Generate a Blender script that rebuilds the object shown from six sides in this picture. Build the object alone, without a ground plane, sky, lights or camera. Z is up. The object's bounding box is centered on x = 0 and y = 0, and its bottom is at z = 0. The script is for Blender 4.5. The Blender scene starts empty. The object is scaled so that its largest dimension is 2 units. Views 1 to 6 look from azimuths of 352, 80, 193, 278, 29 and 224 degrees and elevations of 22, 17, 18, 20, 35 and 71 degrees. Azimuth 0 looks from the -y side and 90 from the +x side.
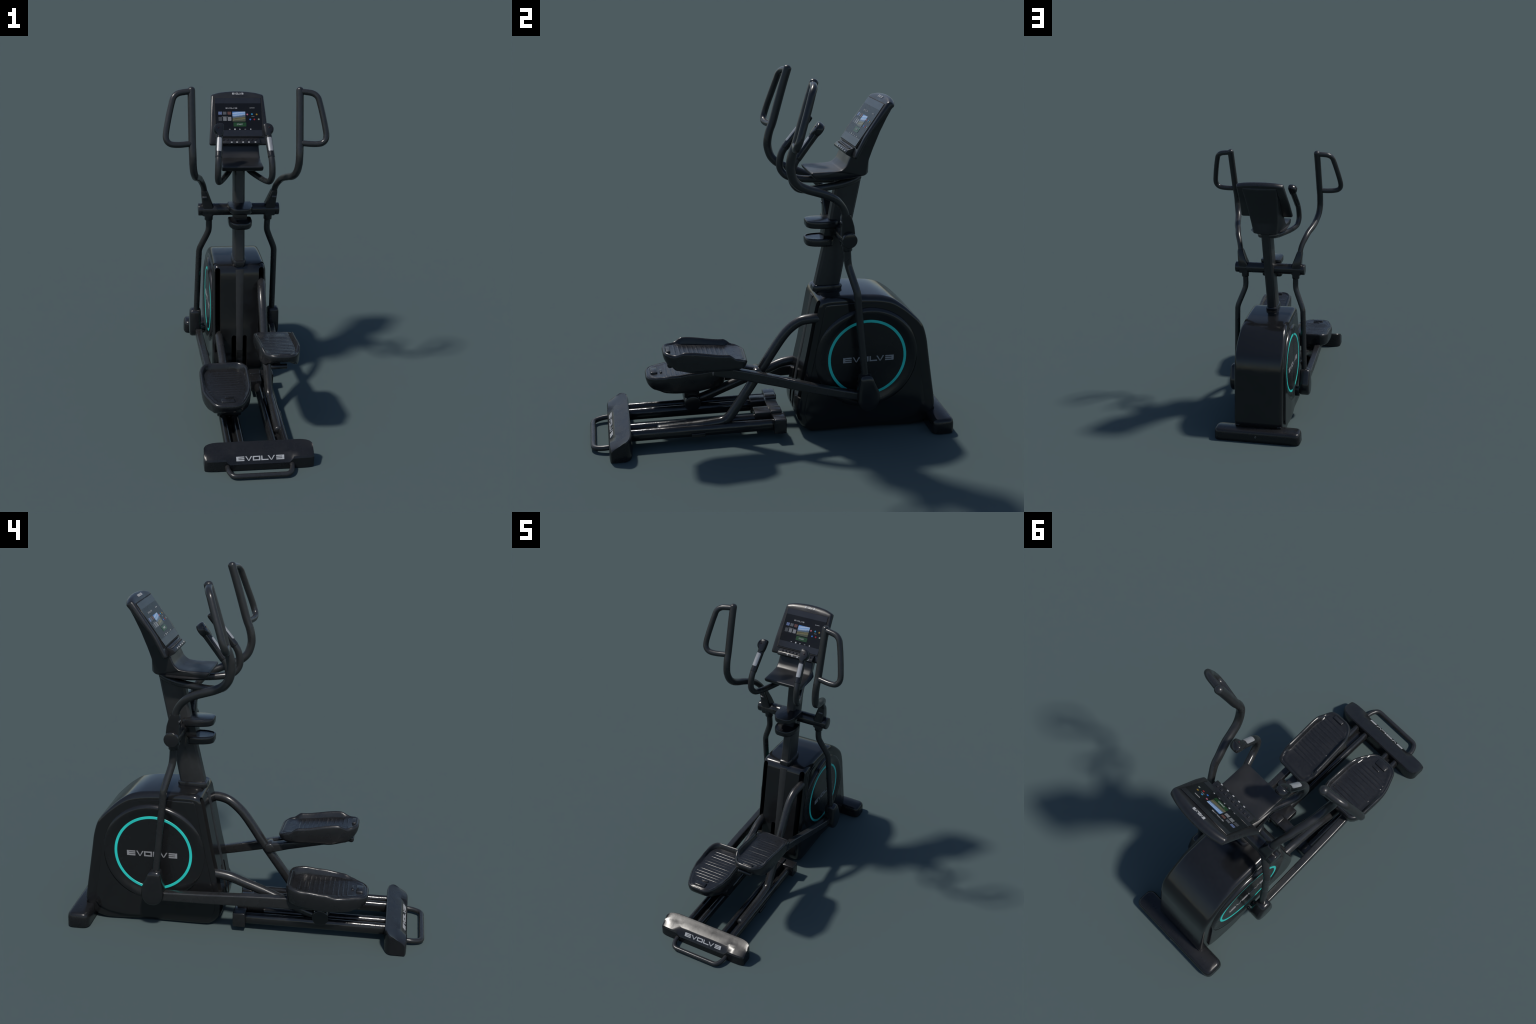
import bpy, bmesh, math, random
from mathutils import Vector, Matrix
from mathutils.geometry import tessellate_polygon

random.seed(7)
V = Vector

# ------------------------------------------------------------------ materials
def material(name, color, rough=0.35, metallic=0.0, grain=0.12, grain_scale=60.0,
             bump=0.0, bump_scale=90.0, coat=0.0, rough_var=0.08, spec=0.5):
    """Principled material whose colour and gloss are broken up by two noises."""
    m = bpy.data.materials.new(name)
    m.use_nodes = True
    nt = m.node_tree
    b = nt.nodes["Principled BSDF"]
    tc = nt.nodes.new("ShaderNodeTexCoord")
    n1 = nt.nodes.new("ShaderNodeTexNoise")
    n1.inputs["Scale"].default_value = grain_scale
    n1.inputs["Detail"].default_value = 4.0
    nt.links.new(tc.outputs["Object"], n1.inputs["Vector"])
    ramp = nt.nodes.new("ShaderNodeValToRGB")
    ramp.color_ramp.elements[0].position = 0.3
    ramp.color_ramp.elements[1].position = 0.7
    lo = [c * (1 - grain) for c in color] + [1]
    hi = [min(1, c * (1 + grain)) for c in color] + [1]
    ramp.color_ramp.elements[0].color = lo
    ramp.color_ramp.elements[1].color = hi
    nt.links.new(n1.outputs["Fac"], ramp.inputs["Fac"])
    nt.links.new(ramp.outputs["Color"], b.inputs["Base Color"])
    n2 = nt.nodes.new("ShaderNodeTexNoise")
    n2.inputs["Scale"].default_value = 9.0
    n2.inputs["Detail"].default_value = 3.0
    nt.links.new(tc.outputs["Object"], n2.inputs["Vector"])
    mr = nt.nodes.new("ShaderNodeMapRange")
    mr.inputs["From Min"].default_value = 0.3
    mr.inputs["From Max"].default_value = 0.7
    mr.inputs["To Min"].default_value = max(0.03, rough - rough_var)
    mr.inputs["To Max"].default_value = rough + rough_var
    nt.links.new(n2.outputs["Fac"], mr.inputs["Value"])
    nt.links.new(mr.outputs["Result"], b.inputs["Roughness"])
    b.inputs["Metallic"].default_value = metallic
    b.inputs["Specular IOR Level"].default_value = spec
    if coat:
        b.inputs["Coat Weight"].default_value = coat
        b.inputs["Coat Roughness"].default_value = 0.08
    if bump:
        n3 = nt.nodes.new("ShaderNodeTexNoise")
        n3.inputs["Scale"].default_value = bump_scale
        n3.inputs["Detail"].default_value = 3.0
        nt.links.new(tc.outputs["Object"], n3.inputs["Vector"])
        bp = nt.nodes.new("ShaderNodeBump")
        bp.inputs["Strength"].default_value = bump
        bp.inputs["Distance"].default_value = 0.004
        nt.links.new(n3.outputs["Fac"], bp.inputs["Height"])
        nt.links.new(bp.outputs["Normal"], b.inputs["Normal"])
    return m

M_SHROUD = material("gloss_black_shell", (0.0100, 0.0103, 0.0110), 0.15, bump=0.06, bump_scale=12, rough_var=0.04)
M_DISC = material("disc_panel", (0.0098, 0.0100, 0.0108), 0.26, rough_var=0.05)
M_FRAME = material("painted_steel", (0.0190, 0.0194, 0.0202), 0.29, bump=0.18, bump_scale=24, rough_var=0.12)
M_MAST = material("mast_paint", (0.0225, 0.0230, 0.0236), 0.38, bump=0.08, bump_scale=26)
M_STRIP = material("pale_strip", (0.0250, 0.0254, 0.0262), 0.40, bump=0.05, bump_scale=30)
M_HANDLE = material("foam_grip", (0.0195, 0.0200, 0.0206), 0.33, bump=0.10, bump_scale=34)
M_RAIL = material("gloss_rail", (0.0120, 0.0123, 0.0130), 0.19, bump=0.55, bump_scale=18, rough_var=0.09)
M_PEDAL = material("pedal_rubber", (0.0128, 0.0131, 0.0142), 0.29, bump=0.40, bump_scale=22, rough_var=0.10)
M_PLASTIC = material("black_plastic", (0.0120, 0.0123, 0.0134), 0.24, bump=0.12, bump_scale=24)
M_BASE = material("stabiliser_plastic", (0.0105, 0.0108, 0.0120), 0.28, bump=0.08, bump_scale=16, rough_var=0.08, spec=0.38)
M_CONSOLE = material("console_plastic", (0.0130, 0.0134, 0.0150), 0.31, bump=0.07, bump_scale=22)
M_TRAY = material("tray_plastic", (0.0130, 0.0133, 0.0146), 0.40, bump=0.06, bump_scale=22)
M_DARK = material("slot_black", (0.0030, 0.0030, 0.0032), 0.6)
M_TEAL = material("teal_ring", (0.030, 0.620, 0.550), 0.35, grain=0.10, grain_scale=9)
M_SILVER = material("steel_contact", (0.31, 0.318, 0.33), 0.32, metallic=0.2, grain=0.08)
M_TEXT = material("logo_white", (0.40, 0.405, 0.415), 0.45, grain=0.10)
M_TEXT_DIM = material("logo_grey", (0.26, 0.26, 0.27), 0.45, grain=0.10)
M_SCREEN = material("screen_glass", (0.0050, 0.0052, 0.0062), 0.26, rough_var=0.03, spec=0.30)
M_BAND = material("screen_band", (0.0125, 0.0130, 0.0160), 0.24, rough_var=0.03, spec=0.65)
M_GREEN = material("start_green", (0.010, 0.050, 0.012), 0.3)
M_BOLT = material("bolt_steel", (0.10, 0.10, 0.105), 0.30, metallic=0.6)

def flat(name, c):
    return material(name, c, 0.28, grain=0.25, grain_scale=160, rough_var=0.02)

def photo_material():
    """A roadside view: clouded sky, strip of water, banks and a track, by object height."""
    m = bpy.data.materials.new("screen_photo")
    m.use_nodes = True
    nt = m.node_tree
    b = nt.nodes["Principled BSDF"]
    b.inputs["Roughness"].default_value = 0.25
    tc = nt.nodes.new("ShaderNodeTexCoord")
    sep = nt.nodes.new("ShaderNodeSeparateXYZ")
    nt.links.new(tc.outputs["Generated"], sep.inputs["Vector"])
    noise = nt.nodes.new("ShaderNodeTexNoise")
    noise.inputs["Scale"].default_value = 5.0
    noise.inputs["Detail"].default_value = 5.0
    nt.links.new(tc.outputs["Generated"], noise.inputs["Vector"])
    off = nt.nodes.new("ShaderNodeMath"); off.operation = "MULTIPLY_ADD"
    nt.links.new(noise.outputs["Fac"], off.inputs[0])
    off.inputs[1].default_value = 0.16
    nt.links.new(sep.outputs["Z"], off.inputs[2])
    slope = nt.nodes.new("ShaderNodeMath"); slope.operation = "MULTIPLY_ADD"
    nt.links.new(sep.outputs["X"], slope.inputs[0])
    slope.inputs[1].default_value = -0.16
    nt.links.new(off.outputs[0], slope.inputs[2])
    r = nt.nodes.new("ShaderNodeValToRGB")
    e = r.color_ramp.elements
    e[0].position = 0.0; e[0].color = (0.060, 0.070, 0.040, 1)
    e[1].position = 1.0; e[1].color = (0.070, 0.200, 0.480, 1)
    for p, c in ((0.18, (0.075, 0.080, 0.050)), (0.24, (0.190, 0.160, 0.075)), (0.34, (0.060, 0.065, 0.030)),
                 (0.42, (0.160, 0.140, 0.075)), (0.48, (0.055, 0.090, 0.140)), (0.58, (0.100, 0.150, 0.230)),
                 (0.64, (0.330, 0.420, 0.560)), (0.80, (0.150, 0.300, 0.560)), (0.90, (0.420, 0.500, 0.620))):
        el = e.new(p); el.color = (*c, 1)
    nt.links.new(slope.outputs[0], r.inputs["Fac"])
    nt.links.new(r.outputs["Color"], b.inputs["Base Color"])
    return m

# ------------------------------------------------------------------ object helpers
ROOT = bpy.data.objects.new("elliptical_trainer", None)
ROOT["label"] = "black elliptical cross trainer with teal ringed flywheel cover and screen"
ROOT["category"] = "exercise machine"
bpy.context.scene.collection.objects.link(ROOT)

def link(name, me, mat, parent=ROOT, sharp=40):
    if mat is not None and not me.materials:
        me.materials.append(mat)
    for p in me.polygons:
        p.use_smooth = True
    if sharp:
        me.set_sharp_from_angle(angle=math.radians(sharp))
    o = bpy.data.objects.new(name, me)
    bpy.context.scene.collection.objects.link(o)
    o.parent = parent
    return o

def finish(bm, name, mat, parent=ROOT, sharp=40):
    bmesh.ops.recalc_face_normals(bm, faces=bm.faces[:])
    me = bpy.data.meshes.new(name)
    bm.to_mesh(me)
    bm.free()
    return link(name, me, mat, parent, sharp)

def bevel_sharp(bm, width, segs=3, angle=25):
    if width <= 0:
        return
    bm.normal_update()
    es = [e for e in bm.edges if len(e.link_faces) == 2 and e.calc_face_angle(0) > math.radians(angle)]
    bmesh.ops.bevel(bm, geom=es, offset=width, offset_type="OFFSET", segments=segs, profile=0.5,
                    affect="EDGES", clamp_overlap=True)

def spline(pts, n=8):
    """Catmull-Rom through control points."""
    pts = [V(p) for p in pts]
    out = []
    for i in range(len(pts) - 1):
        p0 = pts[i - 1] if i else pts[0] * 2 - pts[1]
        p1, p2 = pts[i], pts[i + 1]
        p3 = pts[i + 2] if i + 2 < len(pts) else pts[-1] * 2 - pts[-2]
        for k in range(n):
            t = k / n
            out.append(0.5 * ((2 * p1) + (p2 - p0) * t + (2 * p0 - 5 * p1 + 4 * p2 - p3) * t * t
                              + (3 * p1 - p0 - 3 * p2 + p3) * t ** 3))
    out.append(pts[-1])
    return out

def bent(pts, radius, n=7):
    """Polyline with rounded corners: a bent steel tube."""
    pts = [V(p) for p in pts]
    out = [pts[0]]
    for i in range(1, len(pts) - 1):
        a, b, c = pts[i - 1], pts[i], pts[i + 1]
        d1, d2 = (a - b), (c - b)
        r = min(radius, d1.length * 0.49, d2.length * 0.49)
        s, e = b + d1.normalized() * r, b + d2.normalized() * r
        for k in range(n + 1):
            t = k / n
            out.append(s * (1 - t) ** 2 + b * 2 * t * (1 - t) + e * t * t)
    out.append(pts[-1])
    return out

def tube(name, path, radius, mat, parent=ROOT, segs=20, cap=0.5, closed=False, flat=1.0):
    """Sweep a circle (or an oval, flat<1) along a path; radius may be a function of t."""
    path = [V(p) for p in path]
    n = len(path)
    rad = radius if callable(radius) else (lambda t: radius)
    tang = []
    for i in range(n):
        if closed:
            tang.append((path[(i + 1) % n] - path[i - 1]).normalized())
        else:
            tang.append((path[min(i + 1, n - 1)] - path[max(i - 1, 0)]).normalized())
    ref = V((0, 0, 1)) if abs(tang[0].z) < 0.9 else V((0, 1, 0))
    nrm = (ref - tang[0] * ref.dot(tang[0])).normalized()
    rings = []
    bm = bmesh.new()
    def ring(c, nv, bv, r):
        return [bm.verts.new(c + nv * (r * math.cos(2 * math.pi * k / segs)) + bv * (r * flat * math.sin(2 * math.pi * k / segs)))
                for k in range(segs)]
    frames = []
    for i in range(n):
        nrm = (nrm - tang[i] * nrm.dot(tang[i])).normalized()
        frames.append((path[i], nrm.copy(), tang[i].cross(nrm), tang[i]))
    capk = 4
    if not closed and cap > 0:
        c, nv, bv, t = frames[0]
        r = rad(0)
        for k in range(capk, 0, -1):
            a = math.pi / 2 * k / (capk + 0.4)
            rings.append(ring(c - t * (r * cap * math.sin(a)), nv, bv, r * math.cos(a)))
    for i, (c, nv, bv, t) in enumerate(frames):
        rings.append(ring(c, nv, bv, rad(i / (n - 1))))
    if not closed and cap > 0:
        c, nv, bv, t = frames[-1]
        r = rad(1)
        for k in range(1, capk + 1):
            a = math.pi / 2 * k / (capk + 0.4)
            rings.append(ring(c + t * (r * cap * math.sin(a)), nv, bv, r * math.cos(a)))
    m = len(rings)
    for i in range(m if closed else m - 1):
        A, B = rings[i], rings[(i + 1) % m]
        for k in range(segs):
            bm.faces.new((A[k], A[(k + 1) % segs], B[(k + 1) % segs], B[k]))
    if not closed:
        bm.faces.new(rings[0])
        bm.faces.new(rings[-1])
    return finish(bm, name, mat, parent, 50)

def rounded(poly, r, n=5):
    """Round the corners of a closed 2D polygon; r is one radius or one per corner."""
    out = []
    m = len(poly)
    for i in range(m):
        a, b, c = V(poly[i - 1]), V(poly[i]), V(poly[(i + 1) % m])
        rr = r[i] if isinstance(r, (list, tuple)) else r
        d1, d2 = a - b, c - b
        rr = min(rr, d1.length * 0.49, d2.length * 0.49)
        if rr < 1e-5:
            out.append(b)
            continue
        s, e = b + d1.normalized() * rr, b + d2.normalized() * rr
        for k in range(n + 1):
            t = k / n
            out.append(s * (1 - t) ** 2 + b * 2 * t * (1 - t) + e * t * t)
    return out

def prism(name, poly, lo, hi, mapper, mat, parent=ROOT, bev=0.004, segs=3, sharp=40, angle=25):
    """Extrude a 2D polygon from depth lo to hi; mapper(a, b, depth) -> 3D."""
    bm = bmesh.new()
    A = [bm.verts.new(mapper(p[0], p[1], lo)) for p in poly]
    B = [bm.verts.new(mapper(p[0], p[1], hi)) for p in poly]
    m = len(poly)
    bm.faces.new(A)
    bm.faces.new(B)
    for i in range(m):
        bm.faces.new((A[i], A[(i + 1) % m], B[(i + 1) % m], B[i]))
    bmesh.ops.recalc_face_normals(bm, faces=bm.faces[:])
    bevel_sharp(bm, bev, segs, angle)
    return finish(bm, name, mat, parent, sharp)

YZ = lambda a, b, d: V((d, a, b))       # profile in the side plane, depth along x
XY = lambda a, b, d: V((a, b, d))       # plan profile, depth along z
XZ = lambda a, b, d: V((a, d, b))

def box(name, c, s, mat, parent=ROOT, bev=0.004, segs=3, rot=None):
    bm = bmesh.new()
    bmesh.ops.create_cube(bm, size=1.0)
    for v in bm.verts:
        v.co = V((v.co.x * s[0], v.co.y * s[1], v.co.z * s[2]))
    bevel_sharp(bm, bev, segs)
    for v in bm.verts:
        v.co = (rot @ v.co if rot else v.co) + V(c)
    return finish(bm, name, mat, parent)

def loft(name, sections, mat, parent=ROOT, closed_ends=True, sharp=40, bev=0.0, segs=2, cap2d=None):
    """Skin through equal-length closed loops of 3D points."""
    bm = bmesh.new()
    R = [[bm.verts.new(p) for p in s] for s in sections]
    m = len(R[0])
    for A, B in zip(R[:-1], R[1:]):
        for k in range(m):
            bm.faces.new((A[k], A[(k + 1) % m], B[(k + 1) % m], B[k]))
    caps = []
    if closed_ends and cap2d:
        for ring, sec in ((R[0], sections[0]), (R[-1], sections[-1])):
            for tri in tessellate_polygon([[V((*cap2d(p), 0)) for p in sec]]):
                try:
                    caps.append(bm.faces.new([ring[i] for i in tri]))
                except ValueError:
                    pass
        bmesh.ops.beautify_fill(bm, faces=caps, edges=list({e for f in caps for e in f.edges if all(g in caps for g in e.link_faces)}))
    elif closed_ends:
        bm.faces.new(R[0])
        bm.faces.new(R[-1])
    bmesh.ops.recalc_face_normals(bm, faces=bm.faces[:])
    bevel_sharp(bm, bev, segs)
    return finish(bm, name, mat, parent, sharp)

def cylinder_x(name, c, r, x0, x1, mat, parent=ROOT, segs=48, bev=0.004):
    """Cylinder along x with chamfered ends."""
    s = []
    for x, rr in ((x0, r - bev), (x0 + bev * 0.3, r - bev * 0.3), (x0 + bev, r), (x1 - bev, r), (x1 - bev * 0.3, r - bev * 0.3), (x1, r - bev)):
        s.append([V((x, c[0] + rr * math.cos(2 * math.pi * k / segs), c[1] + rr * math.sin(2 * math.pi * k / segs))) for k in range(segs)])
    return loft(name, s, mat, parent, sharp=50)

# ------------------------------------------------------------------ lettering
# Wide block letters: strokes in a cell 1 wide and 1 high, thickness given in cell units.
def letter_strokes(ch, th, tv):
    if ch == "E":
        return [[(0, 0), (tv * 1.5, 0), (tv * 1.5, 1), (0, 1)], [(tv, 1 - th), (1, 1 - th), (1, 1), (tv, 1)],
                [(tv, 0.5 - th / 2), (1, 0.5 - th / 2), (1, 0.5 + th / 2), (tv, 0.5 + th / 2)], [(tv, 0), (1, 0), (1, th), (tv, th)]]
    if ch == "3":
        return [[(1 - p[0], p[1]) for p in s][::-1] for s in letter_strokes("E", th, tv)]
    if ch == "V":
        return [[(0, 1), (0.5 - tv * 0.4, 0), (0.5 + tv * 0.3, 0), (tv * 1.1, 1)],
                [(1, 1), (1 - tv * 1.1, 1), (0.5 - tv * 0.3, 0), (0.5 + tv * 0.4, 0)]]
    if ch == "O":
        return [[(0, 0), (tv, 0), (tv, 1), (0, 1)], [(1 - tv, 0), (1, 0), (1, 1), (1 - tv, 1)],
                [(tv, 1 - th), (1 - tv, 1 - th), (1 - tv, 1), (tv, 1)], [(tv, 0), (1 - tv, 0), (1 - tv, th), (tv, th)]]
    if ch == "L":
        return [[(0, 0), (tv, 0), (tv, 1), (0, 1)], [(tv, 0), (1, 0), (1, th), (tv, th)]]
    return []

def wordmark(name, width, height, mapper, mat, parent, depth=0.0015, word="EVOLV3"):
    """mapper(u, v, d): u along the word from its centre, v up, d out of the surface."""
    bm = bmesh.new()
    spans = [(0.0, 0.167), (0.187, 0.332), (0.343, 0.500), (0.520, 0.670), (0.655, 0.808), (0.833, 1.0)]
    for (f0, f1), ch in zip(spans, word):
        x0 = width * (f0 - 0.5)
        cell = width * (f1 - f0)
        for k, st in enumerate(letter_strokes(ch, 0.24, 0.17)):
            top = depth + 0.00004 * k
            A = [bm.verts.new(mapper(x0 + p[0] * cell, (p[1] - 0.5) * height, -0.0008)) for p in st]
            B = [bm.verts.new(mapper(x0 + p[0] * cell, (p[1] - 0.5) * height, top)) for p in st]
            m = len(st)
            bm.faces.new(A[::-1]); bm.faces.new(B)
            for q in range(m):
                bm.faces.new((A[q], A[(q + 1) % m], B[(q + 1) % m], B[q]))
    return finish(bm, name, mat, parent, 30)

def small_text(name, body, width, height, mapper, mat, parent):
    cu = bpy.data.curves.new(name, "FONT")
    cu.body = body
    cu.extrude = 0.02
    cu.align_x = "CENTER"
    cu.align_y = "CENTER"
    tmp = bpy.data.objects.new(name + "_tmp", cu)
    bpy.context.scene.collection.objects.link(tmp)
    bpy.context.view_layer.update()
    me = bpy.data.meshes.new_from_object(tmp.evaluated_get(bpy.context.evaluated_depsgraph_get()))
    bpy.data.objects.remove(tmp)
    xs = [v.co.x for v in me.vertices]; ys = [v.co.y for v in me.vertices]
    cx, cy = (min(xs) + max(xs)) / 2, (min(ys) + max(ys)) / 2
    sx, sy = width / (max(xs) - min(xs)), height / (max(ys) - min(ys))
    for v in me.vertices:
        v.co = mapper((v.co.x - cx) * sx, (v.co.y - cy) * sy, 0.0012 if v.co.z > 0 else -0.0004)
    me.materials.clear()
    me.name = name
    return link(name, me, mat, parent, 30)

# ================================================================== FLYWHEEL SHROUD
W = 0.172                                   # half width of the shell
profile_ctrl = [(0.245, 0.000), (0.195, 0.013), (0.152, 0.055), (0.134, 0.115), (0.139, 0.190), (0.148, 0.240),
                (0.168, 0.355), (0.187, 0.445), (0.215, 0.600), (0.236, 0.720), (0.247, 0.757), (0.266, 0.782),
                (0.300, 0.793), (0.360, 0.795), (0.440, 0.794), (0.510, 0.791), (0.580, 0.785), (0.625, 0.776), (0.670, 0.759),
                (0.727, 0.719), (0.780, 0.670), (0.822, 0.625), (0.847, 0.580), (0.866, 0.512), (0.876, 0.450),
                (0.894, 0.337), (0.910, 0.240), (0.923, 0.160), (0.927, 0.118), (0.918, 0.080), (0.888, 0.036),
                (0.830, 0.010), (0.760, 0.002), (0.600, 0.000), (0.420, 0.000)]
def closed_spline(pts, n=4):
    pts = [V(p) for p in pts]
    m = len(pts)
    out = []
    for i in range(m):
        p0, p1, p2, p3 = pts[i - 1], pts[i], pts[(i + 1) % m], pts[(i + 2) % m]
        for k in range(n):
            t = k / n
            out.append(0.5 * ((2 * p1) + (p2 - p0) * t + (2 * p0 - 5 * p1 + 4 * p2 - p3) * t * t
                              + (3 * p1 - p0 - 3 * p2 + p3) * t ** 3))
    return out
def inset(poly, d):
    """Move every point of a closed loop inward by d along its own normal."""
    m = len(poly)
    area = sum(poly[i - 1].x * poly[i].y - poly[i].x * poly[i - 1].y for i in range(m))
    sg = 1 if area > 0 else -1
    out = []
    for i in range(m):
        t = (poly[(i + 1) % m] - poly[i - 1]).normalized()
        out.append(poly[i] + V((-t.y, t.x)) * (d * sg))
    return out
shell_profile = closed_spline(profile_ctrl)
def edge_radius(p):
    """Soft edge over the top and rear, crisp edge down the front."""
    f = max(0, min(1, (p.x - 0.60) / 0.18))
    return 0.036 - 0.016 * f
def edge_width(p):
    return W + 0.007 * max(0, min(1, (p.x - 0.60) / 0.18))
def shell_section(a, side):
    out = []
    for p, q in zip(shell_profile, inset(shell_profile, 1.0)):
        r = edge_radius(p)
        c = p + (q - p) * (r * (1 - math.cos(a)))
        out.append(V((side * (edge_width(p) - r + r * math.sin(a)), c.x, c.y)))
    return out
angs = [k / 7 * math.pi / 2 for k in range(8)]
secs = [shell_section(a, -1) for a in reversed(angs)] + [shell_section(a, 1) for a in angs]
shroud = loft("flywheel_shroud", secs, M_SHROUD, sharp=35)

# vertical slots for the crank tubes, and the two dark windows by the mast foot
def rear_y(z):
    pts = [(0.115, 0.134), (0.240, 0.148), (0.355, 0.168), (0.445, 0.187), (0.600, 0.215), (0.720, 0.236), (0.80, 0.252)]
    for (z0, y0), (z1, y1) in zip(pts[:-1], pts[1:]):
        if z <= z1:
            return y0 + (y1 - y0) * (z - z0) / (z1 - z0)
    return pts[-1][1]
def cutter(x0, x1, z0, z1, depth):
    n = 8
    xm, r = (x0 + x1) / 2, (x1 - x0) / 2
    poly = [(x0, z0), (x1, z0)] + [(xm + r * math.cos(math.pi * k / n), z1 - r + r * math.sin(math.pi * k / n)) for k in range(n + 1)]
    bm = bmesh.new()
    A = [bm.verts.new((p[0], rear_y(p[1]) - 0.04, p[1])) for p in poly]
    B = [bm.verts.new((p[0], rear_y(p[1]) + depth, p[1])) for p in poly]
    m = len(poly)
    bm.faces.new(A); bm.faces.new(B)
    for i in range(m):
        bm.faces.new((A[i], A[(i + 1) % m], B[(i + 1) % m], B[i]))
    bmesh.ops.triangulate(bm, faces=[f for f in bm.faces if len(f.verts) > 4])
    return finish(bm, "cut_tool", M_DARK, None, 0)
tools = [cutter(-0.160, -0.126, 0.21, 0.772, 0.10), cutter(0.126, 0.160, 0.21, 0.772, 0.10),
         cutter(-0.053, -0.020, 0.100, 0.325, 0.09), cutter(0.020, 0.049, 0.100, 0.325, 0.09)]
bm = bmesh.new()
cav = rounded([(0.205, 0.130), (0.290, 0.735), (0.600, 0.700), (0.780, 0.480), (0.780, 0.120)], 0.03, 4)
A = [bm.verts.new((-0.1595, p.x, p.y)) for p in cav]
B = [bm.verts.new((0.1595, p.x, p.y)) for p in cav]
bm.faces.new(A); bm.faces.new(B)
for i in range(len(cav)):
    bm.faces.new((A[i], A[(i + 1) % len(cav)], B[(i + 1) % len(cav)], B[i]))
tools.append(finish(bm, "cut_tool", M_DARK, None, 0))
shroud.data.materials.append(M_DARK)
for t in tools:
    md = shroud.modifiers.new("cut", "BOOLEAN")
    md.operation = "DIFFERENCE"; md.solver = "EXACT"; md.object = t
    md.material_mode = "TRANSFER"
bpy.context.view_layer.update()
me = bpy.data.meshes.new_from_object(shroud.evaluated_get(bpy.context.evaluated_depsgraph_get()))
shroud.modifiers.clear()
shroud.data = me
me.name = "flywheel_shroud"
me.set_sharp_from_angle(angle=math.radians(35))
for t in tools:
    bpy.data.objects.remove(t)

# side discs: raised boss, teal ring, inner plate, word mark
RC = (0.522, 0.434)
def annulus(name, c, rings, mat, parent, side, segs=128, closed_inner=False):
    """rings: list of (radius, height above x=0) revolved about the x axis through c."""
    bm = bmesh.new()
    def vert(r, h, k):
        a = 2 * math.pi * k / segs
        y = c[0] + r * math.cos(a)
        fade = max(0.0, min(1.0, (y - 0.24) / 0.16))
        if r > 0.2225 and h > 0.176:
            h = 0.1765 + (h - 0.1765) * (0.25 + 0.75 * fade)
        return bm.verts.new((side * h, y, c[1] + r * math.sin(a)))
    R = [[vert(r, h, k) for k in range(segs)] for r, h in rings]
    for A, B in zip(R[:-1], R[1:]):
        for k in range(segs):
            bm.faces.new((A[k], A[(k + 1) % segs], B[(k + 1) % segs], B[k]))
    if closed_inner:
        bm.faces.new(R[-1])
    return finish(bm, name, mat, parent, 35)
# side plates standing proud of the shell, with a groove along the front edge
def plate_outline():
    out = []
    for p, q in zip(shell_profile, inset(shell_profile, 1.0)):
        d = q - p                                   # unit inward direction
        front = max(0, min(1, (p.x - 0.70) / 0.15)) * max(0, min(1, (0.80 - p.y) / 0.15))
        depth = 0.040 + 0.024 * front
        out.append(p + d * depth)
    return out
PO = plate_outline()
def plate_x(y, z):
    f = max(0, min(1, (y - 0.42) / 0.25)) * max(0, min(1, (0.60 - z) / 0.20))
    f = f * f * (3 - 2 * f)
    return 0.1750 + 0.0170 * f
for sd in (1, -1):
    secs = []
    for t, dx in ((0.0, -0.016), (0.0, -0.005), (0.012, -0.0012), (0.035, 0.0), (0.2, 0.0), (0.4, 0.0), (0.6, 0.0), (0.8, 0.0), (1.0, 0.0)):
        lp = []
        for p in PO:
            c = V(RC)
            e = c + (p - c).normalized() * min(0.280, (p - c).length * 0.98)
            q = p.lerp(e, t)
            lp.append(V((sd * (plate_x(q.x, q.y) + dx), q.x, q.y)))
        secs.append(lp)
    loft("side_plate", secs, M_SHROUD, shroud, closed_ends=False, sharp=40)
for sd in (1, -1):
    annulus("side_disc", RC, [(0.294, 0.165), (0.291, 0.1770), (0.286, 0.1850), (0.279, 0.1905), (0.271, 0.1925), (0.262, 0.1915), (0.250, 0.1885), (0.238, 0.1850), (0.2280, 0.1825), (0.2224, 0.1815),
                              (0.2220, 0.1795), (0.2060, 0.1795), (0.2055, 0.1820), (0.19, 0.1822), (0.10, 0.1825), (0.03, 0.1825)],
            M_DISC, shroud, sd, closed_inner=True)
    annulus("light_ring", RC, [(0.2219, 0.1780), (0.2216, 0.1822), (0.2206, 0.1832), (0.2074, 0.1832), (0.2064, 0.1822), (0.2061, 0.1780)], M_TEAL, shroud, sd)
    wordmark("brand_lettering", 0.287, 0.030, lambda u, v, d, s=sd: V((s * (0.1826 + d), 0.528 + s * u, 0.428 + v)), M_TEXT_DIM, shroud)
# pale centre strip running down the rear face
strip = []
for z in [0.76, 0.72, 0.6, 0.5, 0.4, 0.33, 0.25, 0.17, 0.12]:
    y = rear_y(z)
    h = 0.026 - 0.006 * (0.76 - z) / 0.64
    strip.append([V((-h, y + 0.01, z)), V((-h, y - 0.0002, z)), V((-h + 0.003, y - 0.0016, z)), V((h - 0.003, y - 0.0016, z)), V((h, y - 0.0002, z)), V((h, y + 0.01, z))])
loft("rear_pale_strip", strip, M_STRIP, shroud)

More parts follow.
